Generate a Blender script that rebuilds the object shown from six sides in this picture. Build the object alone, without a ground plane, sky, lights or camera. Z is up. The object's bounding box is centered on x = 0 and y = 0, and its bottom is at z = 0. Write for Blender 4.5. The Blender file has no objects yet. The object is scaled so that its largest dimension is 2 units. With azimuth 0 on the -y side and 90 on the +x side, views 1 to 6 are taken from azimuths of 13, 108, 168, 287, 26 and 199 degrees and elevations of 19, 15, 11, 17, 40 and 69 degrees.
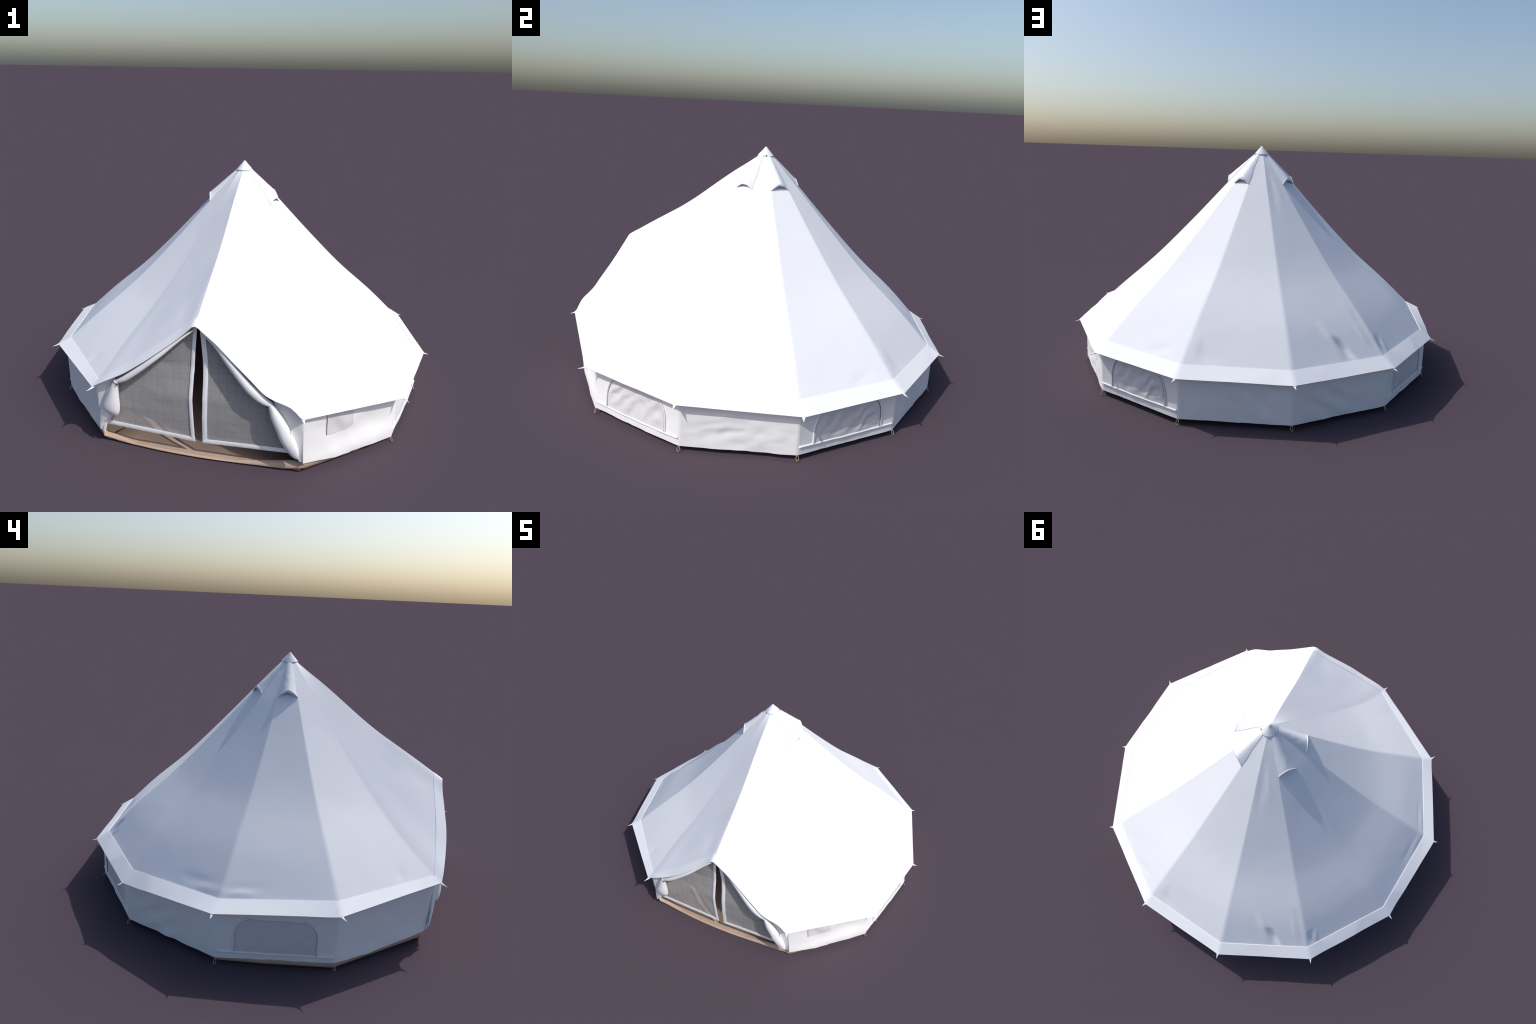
"""White canvas bell tent: twelve-sided concave roof on a low wall, A-frame door with
fly screens, rolled door flaps, roof vents, window flaps and a brown groundsheet."""
import bpy, math
import numpy as np
from mathutils import Vector, noise

CEN = np.array([0.0, -0.06, 0.0])          # the pole stands slightly off the box centre
N = 12
rng = np.random.default_rng(7)


# ------------------------------------------------------------------ materials
def new_mat(name):
    m = bpy.data.materials.new(name)
    m.use_nodes = True
    nt = m.node_tree
    return m, nt, nt.nodes["Principled BSDF"], nt.nodes["Material Output"]


def nd(nt, kind, **kw):
    n = nt.nodes.new(kind)
    for k, v in kw.items():
        setattr(n, k, v)
    return n


def cloth(name, a, b, scale=3.0, rough=0.9, weave=900.0, bump=0.04, spec=0.15):
    """Woven cloth: two close tones mixed by soft noise and a very fine weave bump."""
    m, nt, p, out = new_mat(name)
    tc = nd(nt, "ShaderNodeTexCoord")
    nz = nd(nt, "ShaderNodeTexNoise")
    nz.inputs["Scale"].default_value = scale
    nz.inputs["Detail"].default_value = 4.0
    nt.links.new(tc.outputs["Object"], nz.inputs["Vector"])
    cr = nd(nt, "ShaderNodeValToRGB")
    cr.color_ramp.elements[0].position = 0.3
    cr.color_ramp.elements[1].position = 0.7
    cr.color_ramp.elements[0].color = (*a, 1)
    cr.color_ramp.elements[1].color = (*b, 1)
    nt.links.new(nz.outputs["Fac"], cr.inputs["Fac"])
    nt.links.new(cr.outputs["Color"], p.inputs["Base Color"])
    fine = nd(nt, "ShaderNodeTexNoise")
    fine.inputs["Scale"].default_value = weave
    nt.links.new(tc.outputs["Object"], fine.inputs["Vector"])
    bp = nd(nt, "ShaderNodeBump")
    bp.inputs["Strength"].default_value = bump
    bp.inputs["Distance"].default_value = 0.001
    nt.links.new(fine.outputs["Fac"], bp.inputs["Height"])
    nt.links.new(bp.outputs["Normal"], p.inputs["Normal"])
    p.inputs["Roughness"].default_value = rough
    p.inputs["Specular IOR Level"].default_value = spec
    return m


CANVAS = cloth("white_canvas", (0.745, 0.762, 0.805), (0.768, 0.784, 0.825))
BAND = cloth("lit_eaves_canvas", (0.80, 0.81, 0.845), (0.82, 0.83, 0.86))  # roof canvas made paler: brightness of the flatter slope put into colour
WALL = cloth("wall_canvas", (0.75, 0.755, 0.77), (0.78, 0.785, 0.80))
DIM_INSIDE = cloth("dim_inside_canvas", (0.38, 0.31, 0.26), (0.42, 0.35, 0.29))  # inner face of the canvas; dim interior and floor bounce painted as brown
WINDOW = cloth("window_canvas", (0.60, 0.592, 0.625), (0.645, 0.635, 0.665))
TRIM = cloth("edging_tape", (0.72, 0.73, 0.76), (0.78, 0.79, 0.81))
SHEET = cloth("brown_groundsheet", (0.44, 0.32, 0.255), (0.50, 0.365, 0.29), scale=9.0, rough=0.75, bump=0.1)
ROPE = cloth("tan_rope", (0.36, 0.26, 0.18), (0.48, 0.35, 0.26), scale=60.0, rough=0.8, bump=0.3)
ZIP = cloth("brown_zip", (0.12, 0.09, 0.07), (0.17, 0.13, 0.10), scale=80.0)
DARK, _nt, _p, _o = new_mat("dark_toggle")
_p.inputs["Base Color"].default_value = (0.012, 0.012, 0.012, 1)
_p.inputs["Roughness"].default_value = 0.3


def sheer_mesh():
    """Fly screen: sheer grey gauze with a creased grid of darker and lighter threads."""
    m, nt, p, out = new_mat("grey_fly_screen")
    tc = nd(nt, "ShaderNodeTexCoord")
    warp = nd(nt, "ShaderNodeTexNoise")
    warp.inputs["Scale"].default_value = 7.0
    warp.inputs["Detail"].default_value = 2.0
    nt.links.new(tc.outputs["Object"], warp.inputs["Vector"])
    mixv = nd(nt, "ShaderNodeVectorMath", operation="MULTIPLY_ADD")
    mixv.inputs[1].default_value = (0.055, 0.055, 0.055)
    nt.links.new(warp.outputs["Color"], mixv.inputs[0])
    nt.links.new(tc.outputs["Object"], mixv.inputs[2])

    def lines(axis, scale, lo, hi):
        w = nd(nt, "ShaderNodeTexWave", wave_type="BANDS", bands_direction=axis, wave_profile="SIN")
        w.inputs["Scale"].default_value = scale
        nt.links.new(mixv.outputs[0], w.inputs["Vector"])
        r = nd(nt, "ShaderNodeMapRange")
        r.inputs["From Min"].default_value = lo
        r.inputs["From Max"].default_value = hi
        nt.links.new(w.outputs["Fac"], r.inputs["Value"])
        return r.outputs["Result"]

    def mx(a, b):
        n = nd(nt, "ShaderNodeMath", operation="MAXIMUM")
        nt.links.new(a, n.inputs[0])
        nt.links.new(b, n.inputs[1])
        return n.outputs[0]
    coarse = mx(lines("X", 9.0, 0.985, 0.999), lines("Z", 9.0, 0.985, 0.999))     # ~37 mm
    mid = mx(lines("X", 43.0, 0.6, 1.0), lines("Z", 43.0, 0.6, 1.0))          # ~7 mm
    c1 = nd(nt, "ShaderNodeMix", data_type="RGBA")
    c1.inputs[6].default_value = (0.505, 0.505, 0.51, 1)
    c1.inputs[7].default_value = (0.535, 0.535, 0.54, 1)
    nt.links.new(mid, c1.inputs[0])
    c2 = nd(nt, "ShaderNodeMix", data_type="RGBA")
    c2.inputs[7].default_value = (0.435, 0.435, 0.435, 1)
    nt.links.new(coarse, c2.inputs[0])
    nt.links.new(c1.outputs[2], c2.inputs[6])
    nt.links.new(c2.outputs[2], p.inputs["Base Color"])
    p.inputs["Roughness"].default_value = 0.8
    p.inputs["Specular IOR Level"].default_value = 0.2
    tr = nd(nt, "ShaderNodeBsdfTransparent")
    mix = nd(nt, "ShaderNodeMixShader")
    mix.inputs[0].default_value = 0.40
    nt.links.new(tr.outputs[0], mix.inputs[1])
    nt.links.new(p.outputs[0], mix.inputs[2])
    nt.links.new(mix.outputs[0], out.inputs["Surface"])
    return m


SCREEN = sheer_mesh()


# ------------------------------------------------------------------ mesh helpers
def link(ob, parent):
    bpy.context.scene.collection.objects.link(ob)
    ob.parent = parent
    return ob


def make(name, verts, faces, mats, parent, smooth=True, solid=0.0, offset=-1.0, inner=None, bevel=0.0, facing=None):
    me = bpy.data.meshes.new(name)
    me.from_pydata([tuple(map(float, v)) for v in verts], [], [tuple(map(int, f)) for f in faces])
    if facing == "up":
        if sum(p.normal.z * p.area for p in me.polygons) < 0:
            me.flip_normals()
    elif facing is not None:                       # look away from this point
        c = Vector(facing)
        if sum((p.center - c).dot(p.normal) * p.area for p in me.polygons) < 0:
            me.flip_normals()
    if not isinstance(mats, (list, tuple)):
        mats = [mats]
    for m in mats:
        me.materials.append(m)
    if smooth:
        me.polygons.foreach_set("use_smooth", [True] * len(me.polygons))
    ob = link(bpy.data.objects.new(name, me), parent)
    if solid:
        md = ob.modifiers.new("thickness", "SOLIDIFY")
        md.thickness = solid
        md.offset = offset
        md.use_even_offset = False
        if inner is not None:
            md.material_offset = inner
    if bevel:
        md = ob.modifiers.new("edge", "BEVEL")
        md.width = bevel
        md.segments = 2
    me.update()
    if solid:
        bake(ob)
    return ob


def bake(ob, angle=42):
    """Apply the modifiers and keep hems crisp while the cloth itself stays smooth."""
    dg = bpy.context.evaluated_depsgraph_get()
    bpy.context.view_layer.update()
    me = bpy.data.meshes.new_from_object(ob.evaluated_get(dg))
    old = ob.data
    ob.modifiers.clear()
    ob.data = me
    bpy.data.meshes.remove(old)
    me.name = ob.name
    me.set_sharp_from_angle(angle=math.radians(angle))


def grid_faces(nr, nc, wrap=False, base=0, flip=False):
    out = []
    for r in range(nr - 1):
        for c in range(nc if wrap else nc - 1):
            a, b = base + r * nc + c, base + r * nc + (c + 1) % nc
            d, e = base + (r + 1) * nc + c, base + (r + 1) * nc + (c + 1) % nc
            out.append((a, d, e, b) if flip else (a, b, e, d))
    return out


def resample(pts, n):
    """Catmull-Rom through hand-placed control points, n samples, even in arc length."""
    P = np.array(pts, float)
    Q = np.vstack([2 * P[0] - P[1], P, 2 * P[-1] - P[-2]])
    fine = []
    for i in range(1, len(Q) - 2):
        for t in np.linspace(0, 1, 24, endpoint=False):
            a, b, c, d = Q[i - 1], Q[i], Q[i + 1], Q[i + 2]
            fine.append(0.5 * (2 * b + (c - a) * t + (2 * a - 5 * b + 4 * c - d) * t * t + (3 * b - a - 3 * c + d) * t ** 3))
    fine = np.array(fine + [P[-1]])
    d = np.r_[0, np.cumsum(np.linalg.norm(np.diff(fine[:, :3], axis=0), axis=1))]
    s = np.linspace(0, d[-1], n)
    return np.stack([np.interp(s, d, fine[:, k]) for k in range(P.shape[1])], axis=1)


def frames(path):
    tang = np.gradient(path, axis=0)
    tang /= np.linalg.norm(tang, axis=1)[:, None]
    up = np.array([0.0, 0.0, 1.0]) if abs(tang[0][2]) < 0.9 else np.array([0.0, 1.0, 0.0])
    out = []
    n = np.cross(tang[0], up)
    for t in tang:
        n = n - t * (n @ t)
        n /= np.linalg.norm(n)
        out.append((n, np.cross(t, n)))
    return out


def tube_data(path, radius, sides=8, closed=False, base=0):
    path = np.array(path, float)
    rad = np.broadcast_to(np.asarray(radius, float), (len(path),))
    V = []
    for p, (n, b), r in zip(path, frames(path), rad):
        for k in range(sides):
            a = 2 * math.pi * k / sides
            V.append(p + r * (math.cos(a) * n + math.sin(a) * b))
    F = grid_faces(len(path), sides, wrap=True, base=base)
    m = len(path)
    if closed:
        for k in range(sides):
            F.append((base + (m - 1) * sides + k, base + (m - 1) * sides + (k + 1) % sides, base + (k + 1) % sides, base + k))
    else:
        F.append(tuple(base + k for k in range(sides))[::-1])
        F.append(tuple(base + (m - 1) * sides + k for k in range(sides)))
    return V, F


def tube(name, path, radius, mat, parent, sides=8, closed=False):
    V, F = tube_data(path, radius, sides, closed)
    return make(name, V, F, mat, parent)


def fbm(p, scale, seed=0.0):
    v = Vector((p[0] * scale + seed, p[1] * scale - seed, p[2] * scale + 2 * seed))
    return noise.fractal(v, 1.0, 2.0, 3)


# ------------------------------------------------------------------ the plan of the tent
def az(i):
    """Azimuth of corner i; corner 0 is the raised door peak on the -y side."""
    return math.radians(-90.0 - 30.0 * i)


def polar(r, a, z):
    return CEN + np.array([r * math.cos(a), r * math.sin(a), z])


# eaves corners (radius, height) and hem height just above them, going round from the door
EAVE_R = [0.802, 0.963, 0.978, 0.978, 0.970, 0.972, 0.973, 0.974, 0.976, 0.976, 1.004, 0.972]
EAVE_Z = [0.631, 0.307, 0.281, 0.256, 0.222, 0.219, 0.219, 0.220, 0.220, 0.230, 0.247, 0.303]
EAVE_A = [0, 1.5, 0.4, 0.3, -0.2, -0.3, 0, -0.3, -0.5, 0.2, -0.5, -1.4]
HEM_Z = [0.658, 0.326, 0.312, 0.286, 0.263, 0.257, 0.258, 0.260, 0.260, 0.268, 0.284, 0.322]
HEM_R = [0.757, 0.926, 0.914, 0.910, 0.911, 0.909, 0.911, 0.914, 0.914, 0.912, 0.916, 0.928]
EAVE = [polar(EAVE_R[i], az(i) - math.radians(EAVE_A[i]), EAVE_Z[i]) for i in range(N)]
EAVE[1], EAVE[11] = np.array([-0.461, -0.906, 0.307]), np.array([0.467, -0.911, 0.303])
HEM = [polar(HEM_R[i], az(i), HEM_Z[i]) for i in range(N)]
HEM[1], HEM[11] = np.array([-0.447, -0.872, 0.326]), np.array([0.450, -0.876, 0.322])

# concave ridge: hung from the pole, sagging in straight stages towards the eaves
STAGES = [(0.031, 1.1440), (0.0400, 1.1350), (0.174, 0.993), (0.352, 0.801), (0.556, 0.592), (0.783, 0.388)]
DOOR_STAGES = [(0.031, 1.1420), (0.0400, 1.1352), (0.176, 1.042), (0.479, 0.824), (0.560, 0.776), (0.662, 0.716)]


def ridge(i):
    i %= N
    pts = []
    for k, (r, z) in enumerate(DOOR_STAGES if i == 0 else STAGES):
        lift = 0.0 if i == 0 else (HEM_Z[i] - 0.259) * (0.0, 0.0, 0.0, 0.05, 0.25, 0.62)[k]
        pts.append(polar(r, az(i), z + lift))
    return np.array(pts + [HEM[i]])


RIDGES = [ridge(i) for i in range(N)]


def smooth_ridge(R, m=40):
    """Monotone curve through the stages, so the cloth has no hard bends; even per stage."""
    Q = np.vstack([2 * R[0] - R[1], R, 2 * R[-1] - R[-2]])
    L = np.linalg.norm(np.diff(Q, axis=0), axis=1)
    out = []
    for j in range(1, len(Q) - 2):
        m0 = ((Q[j + 1] - Q[j]) / L[j] * L[j - 1] + (Q[j] - Q[j - 1]) / L[j - 1] * L[j]) / (L[j] + L[j - 1]) * L[j]
        m1 = ((Q[j + 2] - Q[j + 1]) / L[j + 1] * L[j] + (Q[j + 1] - Q[j]) / L[j] * L[j + 1]) / (L[j] + L[j + 1]) * L[j]
        for t in np.linspace(0, 1, m, endpoint=False):
            out.append((2 * t**3 - 3 * t**2 + 1) * Q[j] + (t**3 - 2 * t**2 + t) * m0 + (3 * t**2 - 2 * t**3) * Q[j + 1] + (t**3 - t**2) * m1)
    return np.array(out + [Q[-2]])


SMOOTH = [smooth_ridge(R) for R in RIDGES]


def on_ridge(i, s):
    R = SMOOTH[i % N]
    q = min(max(s, 0.0), 1.0) * (len(R) - 1)
    k = min(int(q), len(R) - 2)
    return R[k] + (R[k + 1] - R[k]) * (q - k)


# free lower edge of the two door panels, as it billows from the peak to the corner: (|x|, y, z)
LIP_LEFT = resample([(0.0, -0.863, 0.6315), (-0.012, -0.8635, 0.6285), (-0.026, -0.865, 0.6145), (-0.074, -0.874, 0.571), (-0.146, -0.890, 0.514), (-0.225, -0.905, 0.455), (-0.313, -0.911, 0.394), (-0.413, -0.910, 0.338), (-0.461, -0.906, 0.307)], 120)
LIP_RIGHT = resample([(0.0, -0.863, 0.6315), (0.012, -0.864, 0.6285), (0.026, -0.866, 0.6165), (0.090, -0.870, 0.567), (0.168, -0.882, 0.499), (0.248, -0.897, 0.434), (0.300, -0.906, 0.391), (0.345, -0.910, 0.370), (0.390, -0.910, 0.356), (0.424, -0.908, 0.339), (0.448, -0.909, 0.312), (0.467, -0.911, 0.303)], 120)


def sample(L, t):
    k = np.linspace(0, 1, len(L))
    return np.array([np.interp(t, k, L[:, c]) for c in range(3)])


def eave_edge(i, t):
    if i == 0:
        return sample(LIP_LEFT, t)
    if i == 11:
        return sample(LIP_RIGHT, 1 - t)
    return EAVE[i] * (1 - t) + EAVE[(i + 1) % N] * t


def hem_edge(i, t):
    p = HEM[i] * (1 - t) + HEM[(i + 1) % N] * t
    if i in (0, 11):
        chord = EAVE[i] * (1 - t) + EAVE[(i + 1) % N] * t
        p = p + 0.5 * (eave_edge(i, t) - chord)
    return p


def panel(i, s, t):
    p = on_ridge(i, s) * (1 - t) + on_ridge(i + 1, s) * t
    if i in (0, 11):
        flat = HEM[i] * (1 - t) + HEM[(i + 1) % N] * t
        p = p + (hem_edge(i, t) - flat) * max(0.0, (s - 0.25) / 0.75) ** 2
    return p


def panel_normal(i, s, t, both=True):
    if t == 0.0 and both:
        n = panel_normal(i, s, t, False) + panel_normal((i - 1) % N, s, 1.0, False)
        return n / np.linalg.norm(n)
    e = 0.004
    a = panel(i, min(s + e, 1), t) - panel(i, max(s - e, 0), t)
    b = panel(i, s, min(t + e, 1)) - panel(i, s, max(t - e, 0))
    n = np.cross(a, b)
    n /= np.linalg.norm(n)
    return n if n @ (panel(i, s, t) - CEN - np.array([0, 0, 0.1])) > 0 else -n


# creases pressed into the cloth: panel, start (s,t), end (s,t), width, depth
CREASES = [
    (5, (0.895, 0.46), (0.975, 0.375), 0.011, -0.0085), (5, (0.90, 0.41), (0.985, 0.335), 0.010, -0.0080),
    (5, (0.83, 0.57), (0.955, 0.44), 0.020, 0.0045), (5, (0.80, 0.075), (0.985, 0.035), 0.011, -0.0045),
    (5, (0.84, 0.13), (0.93, 0.10), 0.014, 0.0030), (4, (0.92, 0.93), (0.995, 0.95), 0.011, -0.009),
    (4, (0.93, 0.87), (0.99, 0.89), 0.012, 0.0030), (5, (0.28, 0.78), (0.40, 0.62), 0.016, -0.0015),
    (5, (0.34, 0.86), (0.46, 0.74), 0.016, -0.0014), (5, (0.30, 0.55), (0.42, 0.42), 0.014, 0.0010),
    (2, (0.975, 0.72), (0.980, 0.95), 0.016, 0.0022), (3, (0.97, 0.03), (0.975, 0.25), 0.020, 0.0022),
    (3, (0.955, 0.10), (0.955, 0.45), 0.022, -0.0017), (2, (0.955, 0.60), (0.955, 0.97), 0.018, -0.0012),
    (0, (0.55, 0.25), (0.72, 0.45), 0.060, -0.0012), (0, (0.80, 0.42), (0.93, 0.30), 0.060, 0.0010),
    (0, (0.86, 0.20), (0.98, 0.18), 0.045, -0.0010), (6, (0.93, 0.90), (0.99, 0.70), 0.020, -0.0025),
    (6, (0.86, 0.93), (0.97, 0.90), 0.016, 0.0025), (11, (0.70, 0.30), (0.90, 0.45), 0.05, 0.002),
    (1, (0.93, 0.25), (0.985, 0.35), 0.020, -0.0020), (7, (0.95, 0.20), (0.985, 0.45), 0.02, -0.002),
]


def crease_offset(i, p):
    d = 0.0
    for (k, a, b, w, h), A, B in CREASE_LINES:
        if k != i:
            continue
        ab = B - A
        t = min(1.0, max(0.0, (p - A) @ ab / (ab @ ab)))
        q = p - (A + ab * t)
        d += h * math.exp(-(q @ q) / (w * w)) * (1 + 0.2 * fbm(p, 22.0, 3.0)) * (0.35 + 0.65 * math.sin(math.pi * min(1.0, max(0.0, t))))
    return d


CREASE_LINES = [(c, panel(c[0], *c[1]), panel(c[0], *c[2])) for c in CREASES]

# columns crowd near the ridges so that the seams turn over a narrow strip
TC = np.r_[0, 0.028, 0.07, np.linspace(0.12, 0.88, 43), 0.93, 0.972]
STEP_S = np.r_[np.linspace(0, 0.7, 55, endpoint=False), np.linspace(0.7, 1, 50)]

root = bpy.data.objects.new("bell_tent", None)
bpy.context.scene.collection.objects.link(root)
root["label"] = "white canvas bell tent with open mesh door and brown groundsheet"
root["category"] = "bell tent"


def build_roof():
    V, cols = [], [(i, t) for i in range(N) for t in TC]
    for s in STEP_S:
        for i, t in cols:
            p = panel(i, s, t)
            n = panel_normal(i, s, t)
            fade = min(1.0, s * 4) * math.sin(math.pi * min(1, t + 0.02)) ** 0.5
            d = crease_offset(i, p) + 0.0013 * fade * fbm(p, 3.2, 1.0) + 0.00025 * fade * fbm(p, 13.0, 5.0)
            V.append(p + n * d)
    for i, t in cols:                              # tuck the edge in under the eaves band
        h, e = hem_edge(i, t), eave_edge(i, t)
        V.append(h + (e - h) * 0.5 - panel_normal(i, 0.99, t) * 0.0022)
    F = grid_faces(len(STEP_S) + 1, len(cols), wrap=True)
    return make("roof", V, F, [CANVAS, DIM_INSIDE], root, solid=0.0025, inner=1, facing=(0, -0.06, 0.15))


AXIS = (0, -0.06, 0.15)
roof = build_roof()


def build_eave():
    """Sewn-on eaves band: laps 2 mm over the roof at the hem, flares out to the corners."""
    folds = [(3, 0.0, 0.5, 0.006), (4, 0.88, 0.9, -0.010), (4, 0.25, 0.95, -0.006), (3, 0.86, 0.9, -0.010), (5, 0.6, 0.9, -0.004), (6, 0.10, 0.8, -0.006), (2, 0.06, 0.8, -0.006), (9, 0.5, 0.9, -0.003)]
    V, rows = [], np.linspace(0, 1, 9)
    cols = [(i, t) for i in range(N) for t in TC]
    for r in rows:
        for i, t in cols:
            h, e = hem_edge(i, t), eave_edge(i, t)
            up = panel_normal(i, 0.99, t)
            q = h + up * (0.0012 if i in (0, 11) else 0.0023)
            p = q * (1 - r) + e * r
            side = np.cross(e - h, up)
            nn = np.cross(side, e - h)
            nn /= np.linalg.norm(nn)
            nn = nn if nn[2] > 0 else -nn
            d = 0.0016 * fbm(p, 9.0, 8.0) * r * math.sin(math.pi * min(1, t + 0.02))
            for k, tc, rc, amp in folds:
                if k == i:
                    d += 0.6 * amp * r * math.exp(-((t - tc) / (0.05 + 0.10 * r)) ** 2) * math.sin(math.pi * t) ** 0.3
            if i in (0, 11):
                d *= 0.3
            V.append(p + nn * d)
    F = grid_faces(len(rows), len(cols), wrap=True)
    return make("eave_band", V, F, BAND, roof, solid=0.0022, facing="up")


eave = build_eave()

# ------------------------------------------------------------------ guy tabs at the eaves corners
TAB_TIP = {1: (-0.475, -0.931, 0.298), 2: (-0.866, -0.569, 0.276), 11: (0.474, -0.932, 0.293), 10: (0.888, -0.581, 0.241)}


def build_tab(i):
    base = EAVE[i] - np.array([0, 0, 0.001])
    a = az(i)
    out = np.array([math.cos(a), math.sin(a), 0.0])
    tip = np.array(TAB_TIP[i]) if i in TAB_TIP else CEN + out * (EAVE_R[i] + 0.022) + np.array([0, 0, EAVE_Z[i] - 0.008])
    side = np.cross(out, [0, 0, 1.0])
    V = []
    n = 9
    for k in range(n):
        u = k / (n - 1)
        c = (base - out * 0.008) * (1 - u) + tip * u + np.array([0, 0, -0.002 * math.sin(math.pi * u)])
        w = 0.0095 * (1 - u) ** 1.35 + 0.0005
        h = 0.0032 * (1 - u) + 0.0005
        for m in range(8):
            b = 2 * math.pi * m / 8
            V.append(c + side * w * math.cos(b) + np.array([0, 0, 1.0]) * h * math.sin(b))
    F = grid_faces(n, 8, wrap=True) + [tuple(range(8))[::-1], tuple((n - 1) * 8 + m for m in range(8))]
    return make("guy_tab", V, F, CANVAS, roof)


for i in range(1, N):
    build_tab(i)


# ------------------------------------------------------------------ pole cap
def build_cap():
    prof = [(0.0, 1.1825), (0.0022, 1.1820), (0.0045, 1.1803), (0.0075, 1.1768), (0.016, 1.1668), (0.027, 1.1548), (0.035, 1.1455), (0.0408, 1.1388), (0.0413, 1.1377), (0.0405, 1.1372), (0.037, 1.1395)]
    P = resample(prof[1:], 40)
    n, V = 72, [CEN + np.array([0, 0, 1.1825])]
    for r, z in P:
        for k in range(n):
            a = 2 * math.pi * k / n
            drop = min(1.0, (r / 0.045) ** 3)
            wob = 1 + 0.006 * drop * math.cos(N * (a - math.pi / 2))
            V.append(CEN + np.array([r * wob * math.cos(a), r * wob * math.sin(a), z - 0.0012 * drop * math.cos(2 * a)]))
    F = [(0, 1 + k, 1 + (k + 1) % n) for k in range(n)] + grid_faces(len(P), n, wrap=True, base=1)
    return make("pole_cap", V, F, CANVAS, roof, solid=0.0012, facing=(0, -0.06, 1.12))


cap = build_cap()
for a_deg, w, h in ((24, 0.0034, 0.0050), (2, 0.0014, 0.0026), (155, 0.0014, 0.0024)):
    a = math.radians(a_deg)                        # dark plates added on the cap to stand for gaps at its hem
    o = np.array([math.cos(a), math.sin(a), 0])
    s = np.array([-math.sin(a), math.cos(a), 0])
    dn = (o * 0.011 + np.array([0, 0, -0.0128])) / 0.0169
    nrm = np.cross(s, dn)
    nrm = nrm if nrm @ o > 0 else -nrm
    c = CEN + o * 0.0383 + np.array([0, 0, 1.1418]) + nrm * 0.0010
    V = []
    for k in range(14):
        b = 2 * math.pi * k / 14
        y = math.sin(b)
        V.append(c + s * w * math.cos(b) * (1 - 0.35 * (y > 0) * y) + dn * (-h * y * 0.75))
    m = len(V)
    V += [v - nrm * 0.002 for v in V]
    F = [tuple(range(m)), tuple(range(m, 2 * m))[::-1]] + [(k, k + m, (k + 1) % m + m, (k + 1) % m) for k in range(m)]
    make("cap_dark_plate", V, F, DARK, cap, smooth=False)


# ------------------------------------------------------------------ roof vents (hooded flaps under the cap)
def build_vent(i, seed):
    nu, nv = 33, 30
    V = []
    end = 2 / 6 - 0.0
    for r in range(nv):
        v = r / (nv - 1)
        for c in range(nu):
            u = c / (nu - 1)
            arch = math.sin(math.pi * u)
            stop = end * 1.0 - 0.018 * arch
            s = 0.160 + (stop + 0.006 - 0.160) * v
            t = -0.004 + 1.008 * u
            tt = min(1, max(0, t))
            p = panel(i, s, tt)
            if t != tt:
                p = p + (panel(i, s, 1.0) - panel(i, s, 0.0)) * (t - tt)
            n = panel_normal(i, s, min(0.97, max(0.03, tt)))
            hump = 0.0012 + 0.0215 * v ** 1.1
            d = 0.0014 + hump * arch ** 0.95
            d += 0.0012 * v * arch * fbm(p, 38.0, seed) + 0.0003 * fbm(p, 90.0, seed + 3) * arch
            w = 0.0016 * math.sin(9 * v + seed) * v
            side = panel(i, s, 1.0) - panel(i, s, 0.0)
            side /= np.linalg.norm(side)
            V.append(p + n * d + side * w * (1 - arch))
    F = grid_faces(nv, nu)
    ob = make("roof_vent", V, F, [CANVAS, WALL], roof, solid=0.002, inner=1, facing=AXIS)
    # turned-down hem along the mouth, a pale band that hangs a little off the edge
    W, m = [], 6
    for q in range(m):
        for c in range(nu):
            u = c / (nu - 1)
            e = np.array(V[(nv - 1) * nu + c])
            t = min(0.97, max(0.03, u))
            down = panel(i, end + 0.03, t) - panel(i, end, t)
            down /= np.linalg.norm(down)
            n = panel_normal(i, end, t)
            arch = math.sin(math.pi * u) ** 0.5
            k = q / (m - 1)
            fold = 0.0120 * arch * (1 + 0.35 * fbm(e, 60.0, seed)) + 0.001
            W.append(e + down * fold * k * 0.75 + n * (0.0018 * math.sin(math.pi * k) - fold * 0.45 * k))
    rim = make("vent_lip", W, grid_faces(m, nu), CANVAS, ob, solid=0.0024, offset=0.0, facing=AXIS)
    tube("vent_piping", [np.array(W[c]) for c in range(nu)], 0.0021, CANVAS, ob)
    return ob


for k, i in enumerate((2, 4, 7, 9)):
    build_vent(i, 1.7 * k + 0.4)

def build_probe():
    from mathutils.bvhtree import BVHTree
    V, F = [], []
    ss, tt = np.linspace(0.3, 1, 60), np.linspace(0, 1, 40)
    for i in (0, 11):
        b = len(V)
        V += [panel(i, q, t) for q in ss for t in tt]
        F += grid_faces(60, 40, base=b)
        b = len(V)
        V += [hem_edge(i, t) * (1 - r) + eave_edge(i, t) * r for r in (0, 1) for t in tt]
        F += grid_faces(2, 40, base=b)
    return BVHTree.FromPolygons([tuple(v) for v in V], F)


PROBE = build_probe()


def under_roof(x, y, fallback):
    """Height just below the canopy at a plan position."""
    hit = PROBE.ray_cast(Vector((x, y, 2.0)), Vector((0, 0, -1)))[0]
    return (hit.z if hit else fallback) - 0.007


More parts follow.
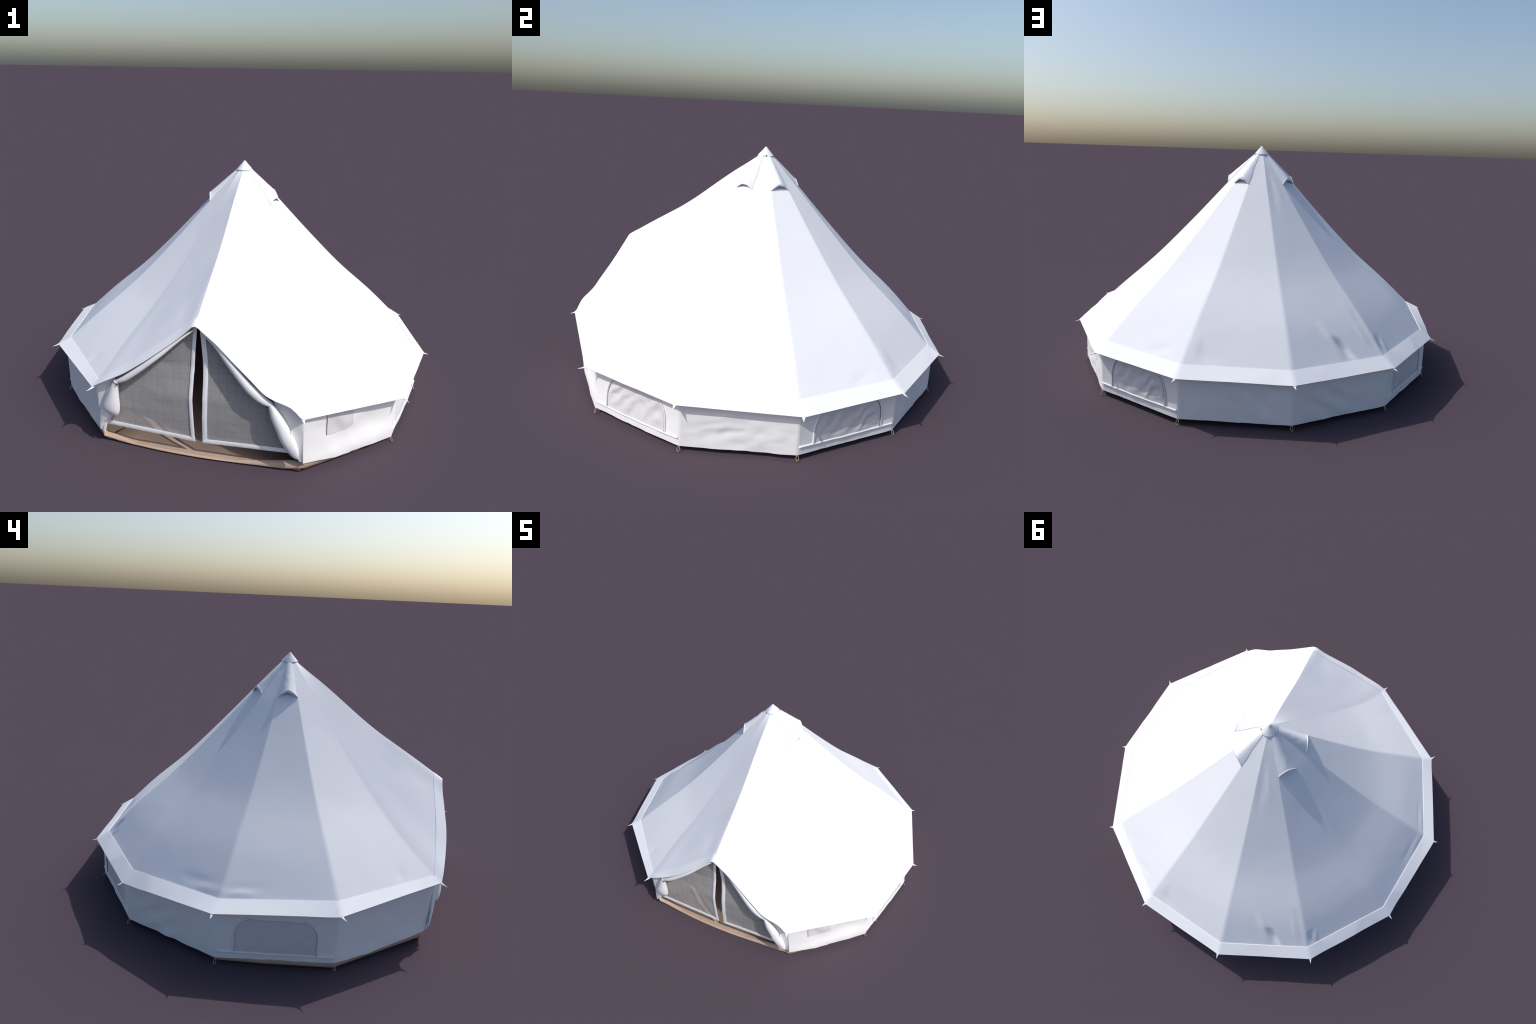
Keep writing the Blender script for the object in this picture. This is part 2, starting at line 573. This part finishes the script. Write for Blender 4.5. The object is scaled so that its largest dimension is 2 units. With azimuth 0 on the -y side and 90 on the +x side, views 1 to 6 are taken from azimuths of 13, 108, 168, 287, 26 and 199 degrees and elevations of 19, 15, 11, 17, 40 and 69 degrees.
# ------------------------------------------------------------------ wall
WALL_R = [0, 0, 0.935, 0.935, 0.935, 0.936, 0.937, 0.938, 0.940, 0.940, 0.955, 0]
FOOT_Z = [0, 0.058, 0.042, 0.030, 0.024, 0.024, 0.024, 0.024, 0.024, 0.024, 0.027, 0.063]
FOOT = [polar(WALL_R[i], az(i), FOOT_Z[i]) for i in range(N)]
FOOT[1], FOOT[11] = np.array([-0.449, -0.866, 0.056]), np.array([0.466, -0.870, 0.062])


def head(i):
    """Where the wall tucks in under the eaves band at a corner."""
    if i == 1:
        return np.array([-0.459, -0.876, 0.312])
    if i == 11:
        return np.array([0.463, -0.880, 0.308])
    f = (0.938 - HEM_R[i]) / (EAVE_R[i] - HEM_R[i])
    return polar(0.938, az(i), HEM_Z[i] + (EAVE_Z[i] - HEM_Z[i]) * f - (0.003 if i in (3, 4, 5, 6) else 0.001))


HEAD = [head(i) if i else None for i in range(N)]
HEAD[10] = polar(0.945, az(10), 0.262)


def wall_base(i, f, z):
    """Undisplaced wall surface of panel i at fraction f along it and height z."""
    bot = FOOT[i] * (1 - f) + FOOT[i + 1] * f
    top = HEAD[i] * (1 - f) + HEAD[i + 1] * f
    u = (z - bot[2]) / (top[2] - bot[2])
    return bot * (1 - u) + top * u


def wall_normal(i):
    e = FOOT[i + 1] - FOOT[i]
    n = np.cross(e, [0, 0, 1.0])
    n /= np.linalg.norm(n)
    return n if n @ (FOOT[i] - CEN) > 0 else -n


def wall_fold(i, f, z, p):
    edge = math.sin(math.pi * min(1, max(0, f))) ** 0.5
    v = (z - 0.03) / 0.21
    d = 0.0042 * fbm(p, 7.0, 2.0 + i) * edge
    if i == 8:                                        # slack panel with level ripples
        d += edge * 0.005 * (noise.fractal(Vector((f * 4.5, z * 24.0 + f * 2.0, 4.0)), 1.0, 2.0, 2)) * math.exp(-((v - 0.35) / 0.35) ** 2)
    if i in (3, 5, 6):                                # drag lines running down and across
        q = f * 0.48 * 0.75 + (z * 1.2 if i == 3 else -z * 1.0)
        d += edge * 0.003 * math.sin(q * 60 + 2 * fbm(p, 6.0, 1.0)) * math.exp(-((f - (0.65 if i != 6 else 0.3)) / 0.25) ** 2)
    if i == 10:                                       # the foot bellies out by the door
        d += 0.013 * math.exp(-((v - 0.13) / 0.26) ** 2) * math.sin(math.pi * min(1, f * 0.85 + 0.12)) ** 0.8
        d -= 0.006 * math.exp(-((v - 0.55) / 0.3) ** 2) * math.exp(-((f - 0.25) / 0.25) ** 2)
    if i in (1, 9):
        d += 0.006 * edge * math.exp(-((v - 0.1) / 0.25) ** 2)
    return d * min(1.0, max(0.0, (1.02 - v) * 6))


FC = np.r_[0, 0.02, 0.05, np.linspace(0.09, 0.91, 34), 0.95, 0.98]
ROWS = np.linspace(0, 1, 25)


def door_return(side, q, r):
    """Short return of the wall round the front corner, wider towards the canopy."""
    foot, top = (FOOT[1], HEAD[1]) if side < 0 else (FOOT[11], HEAD[11])
    p = foot * (1 - r) + top * r
    reach = (0.014 + (0.085 * r ** 1.2 if side < 0 else 0.130 * r ** 0.9)) * q
    x = p[0] - side * reach
    y = p[1] + 0.003 * q + 0.002 * math.sin(5 * r + 3 * q)
    zt = under_roof(x, y, top[2]) if q > 0.2 else top[2]
    return np.array([x, y, foot[2] + 0.003 + (zt - foot[2]) * r])


def build_wall():
    V = []
    cols = [(i, f) for i in range(1, 11) for f in FC] + [(10, 1.0)]
    ring = []
    # short returns of the wall round the front corners
    for r in ROWS:
        V += [door_return(-1, q, r) for q in (1.0, 0.66, 0.33, 0.08)]
        for i, f in cols:
            bot = FOOT[i] * (1 - f) + FOOT[i + 1] * f
            top = HEAD[i] * (1 - f) + HEAD[i + 1] * f
            z = bot[2] + (top[2] - bot[2]) * r
            p = bot * (1 - r) + top * r
            droop = 0.0035 * math.sin(math.pi * f) * fbm((f * 5 + i * 7, 0, 0), 1.0, 1.0)
            if i == 10:
                droop += -0.010 * math.sin(math.pi * f) ** 2 * (1 if f > 0.5 else 0.6)
            if i == 1:
                droop += -0.006 * math.sin(math.pi * f)
            p = p + wall_normal(i) * wall_fold(i, f, z, p) + np.array([0, 0, droop * (1 - r) ** 3])
            V.append(p)
        V += [door_return(1, q, r) for q in (0.08, 0.33, 0.66, 1.0)]
    nc = len(cols) + 8
    return make("wall", V, grid_faces(len(ROWS), nc), [WALL, DIM_INSIDE], root, solid=0.0022, inner=1, facing=AXIS)


wall = build_wall()


def on_wall(i, f, z, lift):
    p = wall_base(i, f, z)
    return p + wall_normal(i) * (wall_fold(i, f, z, p) + lift)


# ------------------------------------------------------------------ window flaps
SILL_Z = 0.060


def arch_line(f0, f1, z0, zs, zt, rf, n=16):
    """Side, rounded shoulder, head, shoulder, side of an arched window: (fraction, height)."""
    L = [(f0, z) for z in np.linspace(z0, zs, 10)]
    L += [(f0 + rf * (1 - math.cos(b)), zs + (zt - zs) * math.sin(b)) for b in np.linspace(0, math.pi / 2, n)[1:]]
    R = [(f1 - (f - f0), z) for f, z in L]
    return L, R


def sill_z(i, f):
    return SILL_Z + 0.5 * ((FOOT_Z[i] * (1 - f) + FOOT_Z[i + 1] * f) - 0.024) - 0.0015 * math.sin(math.pi * f)


def build_window(i, seed, dark):
    f0, f1 = 0.155, 0.845
    zs, zt, rf = (0.142, 0.220, 0.115) if i in (2, 4) else (0.108, 0.226, 0.17)
    L, R = arch_line(f0, f1, SILL_Z, zs, zt, rf)
    line = L + R[::-1]
    V = []
    nu, nv = 60, 40
    flip = 1
    for r in range(nv):
        for c in range(nu):
            g = c / (nu - 1)
            f = f0 + (f1 - f0) * g
            e = min(f - f0, f1 - f) / rf
            top = zs + (zt - zs - 0.002) * math.sqrt(max(0.0, 1 - (1 - min(1, e)) ** 2))
            zb = sill_z(i, f)
            z = zb + (top - zb) * r / (nv - 1)
            rim = min(1, 8 * min(g, 1 - g, 0.5)) * min(1.0, 4 * r / (nv - 1))
            q = (f - f0) * 0.48 * 0.8 * flip + z * 0.75
            d = 0.0046 * math.sin(q * 92 + 3.6 * fbm((f * 2, z * 3, seed), 2.0, seed)) * (0.5 + 0.6 * fbm((f * 3, z * 4, 0), 1.5, seed + 9))
            d += 0.0012 * fbm((f, z * 2, seed), 9.0, seed)
            if i == 2:
                d *= 0.3
            V.append(on_wall(i, f, z, 0.0026 + rim * (d * 0.85 + 0.0006) - 0.001 * (1 - rim)))
    ob = make("window_flap", V, grid_faces(nv, nu), WINDOW, wall, solid=0.002, facing=AXIS)
    for P, zipc in ((L, i == 7), (R, i != 7)):
        path = resample([on_wall(i, f + 0.006 * (1 if P is R else -1), z if k else sill_z(i, f), 0.0022) for k, (f, z) in enumerate(P)], 48)
        tube("window_piping", path, 0.0034, WALL, ob)
        if dark:
            s = 0.009 if P is L else -0.009
            path = resample([on_wall(i, f + s * 0.5, z if k else sill_z(i, f), 0.0038) for k, (f, z) in enumerate(P)], 48)
            tube("window_zip", path, 0.0013, ZIP if (zipc and dark > 1) else WINDOW, ob, sides=6)
    path = [on_wall(i, f, sill_z(i, f), 0.0018 + 0.0003 * math.sin(f * 21 + seed)) for f in np.linspace(0.012, 0.988, 60)]
    rad = [0.0040 + 0.0003 * math.sin(k * 0.4 + seed) for k in range(60)]
    tube("window_sill", path, rad, WALL, ob, sides=10)
    return ob


for k, (i, dark) in enumerate(((2, 1), (4, 2), (7, 2), (9, 1))):
    build_window(i, 1.3 * k + 0.2, dark)


def build_cable_flap():
    """Small rectangular flap sewn on the wall panel right of the door."""
    nu, nv = 26, 20
    V = []
    for r in range(nv):
        v = r / (nv - 1)
        for c in range(nu):
            u = c / (nu - 1)
            f = 0.758 - 0.285 * u                      # fraction runs from corner 10 to corner 11
            low = 0.165 - 0.006 * math.sin(math.pi * u) + 0.005 * max(0, (u - 0.88) / 0.12) ** 2
            z = low + (0.268 - low) * v
            V.append(on_wall(10, f, z, 0.0028 + 0.0014 * math.sin(u * 9 + v * 5) * math.sin(math.pi * u) + 0.003 * (u < 0.04)))
    make("cable_flap", V, grid_faces(nv, nu), WINDOW, wall, solid=0.002, facing=AXIS)


build_cable_flap()

# ------------------------------------------------------------------ groundsheet
def sheet_outline(n_side=40):
    """Plan outline from the left door corner round the back to the right one, then the sill."""
    pts = []
    for i in range(1, 11):
        for f in np.linspace(0, 1, n_side, endpoint=False):
            p = FOOT[i] * (1 - f) + FOOT[i + 1] * f
            k = i + f
            # the sheet shows under the wall near the door, and is tucked well in at the back
            show = max(0.0, 1 - max(0.0, k - 2.6) / 1.2, 1 - max(0.0, 10.4 - k) / 0.6)
            pts.append((p, show, 0))
    sill = resample([(-0.447, -0.859, 0), (-0.40, -0.856, 0), (-0.30, -0.862, 0), (-0.17, -0.872, 0), (0.0, -0.875, 0), (0.17, -0.868, 0), (0.30, -0.862, 0), (0.42, -0.858, 0), (0.461, -0.862, 0)], 2 * n_side + 40)[::-1]
    for p in sill:
        pts.append((p, 1.0, 1))
    return pts


def build_sheet():
    pts = sheet_outline()
    V, m = [], len(pts)
    rings = 7
    inner = [0.25, 0.5, 0.75, 0.9]
    rows = []
    for p, show, front in pts:
        q = np.array([p[0], p[1], 0.0])
        d = q - CEN
        d /= np.linalg.norm(d)
        wig = 0.0016 * fbm(q, 11.0, 4.0)
        if front:
            x = abs(p[0])
            t = max(0.0, (x - 0.165) / 0.27 if p[0] > 0 else (x - 0.30) / 0.15)
            lip = 0.012 + (0.034 if p[0] > 0 else 0.026) * min(1, t) ** 1.1 + wig
            rise = 0.018 * max(0.0, (x - 0.37) / 0.09) ** 1.5
            o = q
            col = [o - d * 0.016 + [0, 0, 0.0012], o - d * 0.004 + [0, 0, 0.0022 + 0.006 * min(1, t) + rise], o + [0, 0, 0.0075 + 0.005 * min(1, t) + rise + wig], o - d * (0.003 + 0.004 * t) + [0, 0, 0.010 + (lip - 0.012) * 0.6], o - d * (0.008 + 0.012 * t) + [0, 0, lip], o - d * (0.014 + 0.014 * t) + [0, 0, lip - 0.002], o - d * (0.05) + [0, 0, 0.0105]]
        else:
            back = (1 - show) * 0.024
            o = q - d * (0.004 + back)
            lip = p[2] + 0.006 + 0.016 * (1 - show)
            low = 0.004 * show + 0.010 * (1 - show) + 0.55 * max(0, p[2] - 0.03)
            col = [o - d * 0.03 + [0, 0, 0.004], o - d * 0.012 + [0, 0, low], o - d * 0.003 + [0, 0, low + 0.004], o + [0, 0, (low + lip) * 0.5 + wig], o - d * 0.001 + [0, 0, lip], o - d * 0.004 + [0, 0, lip], o - d * 0.05 + [0, 0, 0.0115]]
        rows.append([np.asarray(c, float) for c in col])
    for r in range(rings):
        V += [rows[k][r] for k in range(m)]
    for s in (0.75, 0.5, 0.25):
        for k in range(m):
            e = rows[k][6]
            p = CEN + (e - CEN) * s
            V.append(np.array([p[0], p[1], 0.0105 + 0.0015 * fbm(p, 5.0, 2.0)]))
    F = grid_faces(rings + 3, m, wrap=True)
    V.append(CEN + np.array([0, 0, 0.0105]))
    c = len(V) - 1
    b = (rings + 2) * m
    F += [(b + k, b + (k + 1) % m, c) for k in range(m)]
    # underside
    V.append(CEN + np.array([0, 0, 0.003]))
    F += [(k, c + 1, (k + 1) % m) for k in range(m)]
    ob = make("groundsheet", V, F, SHEET, root)
    if sum(p.normal.z * p.area for p in ob.data.polygons if p.center.z > 0.009) < 0:
        ob.data.flip_normals()
    return ob


sheet = build_sheet()


def loop_mesh():
    path = []
    for k in range(28):
        b = 2 * math.pi * k / 28
        path.append((0.0006 * math.sin(2 * b), 0.0058 * math.cos(b), 0.0105 * math.sin(b)))
    V, F = tube_data(path, 0.00118, 7, closed=True)
    me = bpy.data.meshes.new("peg_loop")
    me.from_pydata([tuple(v) for v in V], [], F)
    me.polygons.foreach_set("use_smooth", [True] * len(me.polygons))
    me.materials.append(ROPE)
    return me


LOOP = loop_mesh()
for i in range(2, 11):
    ob = link(bpy.data.objects.new("peg_loop", LOOP), sheet)
    a = az(i)
    c = FOOT[i] + np.array([math.cos(a), math.sin(a), 0]) * 0.0045
    ob.location = (c[0], c[1], 0.0125 + 0.6 * max(0, FOOT_Z[i] - 0.027))
    ob.rotation_euler = (rng.uniform(-0.12, 0.12), -0.42, a + rng.uniform(-0.25, 0.25))


# ------------------------------------------------------------------ fly screens and their white edging
SCREEN_Y = lambda z: float(np.interp(z, [0.05, 0.085, 0.20, 0.29, 0.43, 0.53, 0.66], [-0.861, -0.860, -0.862, -0.858, -0.830, -0.826, -0.826]))
INNER_L = [(-0.009, 0.080), (-0.012, 0.105), (-0.016, 0.199), (-0.0195, 0.278), (-0.017, 0.391), (-0.012, 0.500), (-0.004, 0.600), (-0.002, 0.640)]
INNER_R = [(0.0265, 0.082), (0.0265, 0.200), (0.0280, 0.270), (0.0275, 0.370), (0.0255, 0.432), (0.021, 0.500), (0.013, 0.590), (0.010, 0.640)]


def lip_z(x):
    L = LIP_LEFT if x < 0 else LIP_RIGHT
    k = np.argsort(np.abs(L[:, 0]))
    return float(np.interp(abs(x), np.abs(L[k, 0]), L[k, 2])), float(np.interp(abs(x), np.abs(L[k, 0]), L[k, 1]))


def screen_point(side, u, v, lift=0.0):
    inner = INNER_L if side < 0 else INNER_R
    zi = np.array([q[1] for q in inner])
    xi = np.array([q[0] for q in inner])
    zb = 0.081 + 0.022 * u
    x = 0
    z = 0.3
    for _ in range(3):                                   # the edge leans, so settle x and z together
        x_in = float(np.interp(z, zi, xi))
        x = x_in + (side * 0.437 - x_in) * u
        zt, yt = lip_z(x)
        zt = under_roof(x, SCREEN_Y(zt) - 0.018 * u, zt)
        z = zb + (zt - zb) * v
    y = SCREEN_Y(z) - 0.018 * u * (z > 0.29) * min(1, (z - 0.29) / 0.1)
    w = 0.004 * fbm((x, 0, z), 6.0, 3.0 + side) * math.sin(math.pi * min(1, u + 0.1)) * min(1, 4 * v + 0.2)
    return np.array([x, y + w - lift, z])


screens = []
for side in (-1, 1):
    nu, nv = 50, 60
    V = [screen_point(side, c / (nu - 1), r / (nv - 1)) for r in range(nv) for c in range(nu)]
    ob = make("fly_screen", V, grid_faces(nv, nu), SCREEN, root)
    md = ob.modifiers.new("thickness", "SOLIDIFY")
    md.thickness = 0.0004
    screens.append(ob)

    # upright tape along the opening
    def strip(name, rowfun, n, width_dir, m=5, thick=0.0035):
        V = []
        for k in range(n):
            for j in range(m):
                V.append(rowfun(k / (n - 1), j / (m - 1)))
        return make(name, V, grid_faces(n, m), TRIM, ob, solid=thick, offset=0.0)

    w_up = 0.0155 if side < 0 else 0.0205

    def upright(a, b, side=side, w_up=w_up):
        p = screen_point(side, 0.0, a * 0.97, 0.0025)
        bow = 0.0015 * math.sin(3.1 * b) + 0.0012 * fbm((b * 2, a * 6, side), 2.0, 1.0)
        return np.array([p[0] + side * (b * w_up - 0.001), p[1] - bow, p[2]])

    strip("screen_edging", upright, 60, None)

    def hem(a, b, side=side):
        p = screen_point(side, a, 0.0, 0.003)
        return np.array([p[0], p[1] - 0.0015 * math.sin(3.1 * b) - 0.001 * fbm((a * 9, b, side), 2.0, 6.0), p[2] + (b - 0.15) * 0.019])

    strip("screen_edging", hem, 60, None)


# ------------------------------------------------------------------ rolled-back door flaps
def roll_data(ctrl, n=70, sides=28, seed=0.0, ripple=0.10):
    """Loft of flattened rings; each control is x, y, z, half width, half depth."""
    C = resample(ctrl, n)
    path = C[:, :3]
    tang = np.gradient(path, axis=0)
    tang /= np.linalg.norm(tang, axis=1)[:, None]
    V = []
    for k in range(n):
        t = tang[k]
        depth = np.array([0, -1.0, 0]) - t * (-t[1])
        depth /= np.linalg.norm(depth)
        wide = np.cross(t, depth)
        for s in range(sides):
            b = 2 * math.pi * s / sides
            r = 1 + ripple * math.sin(2 * b + 5 * k / n + seed) + ripple * 0.8 * fbm((math.cos(b), math.sin(b), k * 0.05), 1.1, seed)
            V.append(path[k] + wide * C[k, 3] * r * math.cos(b) + depth * C[k, 4] * r * math.sin(b))
    F = grid_faces(n, sides, wrap=True)
    F += [tuple(range(sides))[::-1], tuple((n - 1) * sides + s for s in range(sides))]
    return V, F


def flap_object(name, parts, parent):
    V, F = [], []
    for v, f in parts:
        F += [tuple(k + len(V) for k in face) for face in f]
        V += v
    ob = make(name, V, F, WALL, parent)
    bpy.context.view_layer.update()
    me = ob.data
    import bmesh
    bm = bmesh.new()
    bm.from_mesh(me)
    bmesh.ops.recalc_face_normals(bm, faces=bm.faces)
    bm.to_mesh(me)
    bm.free()
    return ob


left = flap_object("rolled_door", [
    roll_data([(-0.012, -0.846, 0.606, 0.003, 0.003), (-0.08, -0.862, 0.553, 0.007, 0.007), (-0.16, -0.882, 0.484, 0.011, 0.010), (-0.24, -0.893, 0.418, 0.014, 0.012), (-0.305, -0.897, 0.367, 0.014, 0.012), (-0.348, -0.895, 0.343, 0.009, 0.009)], seed=0.5, ripple=0.06),
    roll_data([(-0.346, -0.893, 0.350, 0.008, 0.008), (-0.356, -0.892, 0.330, 0.014, 0.012), (-0.365, -0.890, 0.300, 0.0205, 0.017), (-0.373, -0.889, 0.262, 0.0290, 0.021), (-0.3805, -0.888, 0.228, 0.0365, 0.023), (-0.386, -0.887, 0.205, 0.0400, 0.022), (-0.391, -0.886, 0.191, 0.0405, 0.018), (-0.395, -0.885, 0.182, 0.037, 0.012), (-0.399, -0.884, 0.176, 0.028, 0.006), (-0.400, -0.884, 0.173, 0.012, 0.002)], seed=2.0, ripple=0.03),
    roll_data([(-0.372, -0.884, 0.325, 0.006, 0.004), (-0.392, -0.884, 0.280, 0.012, 0.007), (-0.405, -0.883, 0.230, 0.018, 0.009), (-0.416, -0.882, 0.185, 0.025, 0.010), (-0.427, -0.881, 0.150, 0.024, 0.009), (-0.438, -0.880, 0.122, 0.014, 0.007), (-0.445, -0.880, 0.097, 0.009, 0.005), (-0.449, -0.880, 0.075, 0.004, 0.002)], seed=1.0, ripple=0.04),
    roll_data([(-0.402, -0.874, 0.196, 0.034, 0.003), (-0.408, -0.873, 0.172, 0.030, 0.003), (-0.419, -0.872, 0.145, 0.021, 0.003), (-0.428, -0.872, 0.115, 0.012, 0.004), (-0.4345, -0.872, 0.085, 0.0085, 0.004), (-0.438, -0.872, 0.058, 0.007, 0.003)], seed=3.0, ripple=0.04),
], root)
right = flap_object("rolled_door", [
    roll_data([(0.035, -0.850, 0.595, 0.004, 0.004), (0.09, -0.857, 0.549, 0.010, 0.008), (0.150, -0.868, 0.482, 0.016, 0.011), (0.205, -0.880, 0.426, 0.020, 0.013), (0.248, -0.888, 0.387, 0.022, 0.015), (0.290, -0.892, 0.357, 0.019, 0.014), (0.325, -0.893, 0.338, 0.011, 0.010)], seed=1.5, ripple=0.06),
    roll_data([(0.322, -0.893, 0.345, 0.009, 0.009), (0.336, -0.893, 0.318, 0.017, 0.014), (0.352, -0.892, 0.280, 0.024, 0.019), (0.375, -0.891, 0.235, 0.027, 0.021), (0.396, -0.890, 0.190, 0.029, 0.022), (0.418, -0.889, 0.148, 0.026, 0.019), (0.431, -0.887, 0.118, 0.020, 0.014), (0.439, -0.885, 0.098, 0.011, 0.007), (0.442, -0.884, 0.089, 0.003, 0.002)], seed=4.0, ripple=0.05),
], root)

# ties that hold the rolled flaps, each a strap with a dark toggle
for ob, c, t, tog in ((left, (-0.347, -0.895, 0.345), (-0.45, 0.0, -0.9), (-0.341, -0.907, 0.336)), (right, (0.323, -0.893, 0.341), (0.45, 0.0, -0.9), (0.313, -0.899, 0.327))):
    c, t = np.array(c), np.array(t) / np.linalg.norm(t)
    w = np.cross(t, [0, -1.0, 0])
    path = [c + 0.0105 * (w * math.cos(b) + np.array([0, -1.0, 0]) * math.sin(b)) for b in np.linspace(0, 2 * math.pi, 24, endpoint=False)]
    tube("door_tie", path, 0.0024, TRIM, ob, closed=True)
    V, F = [], []
    for r in range(9):
        th = math.pi * r / 8
        for k in range(12):
            b = 2 * math.pi * k / 12
            V.append(np.array(tog) + np.array([0.0052 * math.sin(th) * math.cos(b), 0.003 * math.sin(th) * math.sin(b), 0.0035 * math.cos(th)]))
    make("door_toggle", V, grid_faces(9, 12, wrap=True), DARK, ob)

V = []
for r in range(7):
    th = math.pi * r / 6
    for k in range(10):
        b = 2 * math.pi * k / 10
        V.append(np.array([-0.431, -0.874, 0.316]) + 0.0022 * np.array([math.sin(th) * math.cos(b), math.sin(th) * math.sin(b), math.cos(th)]))
make("wall_eyelet", V, grid_faces(7, 10, wrap=True), DARK, wall)

bpy.context.view_layer.update()
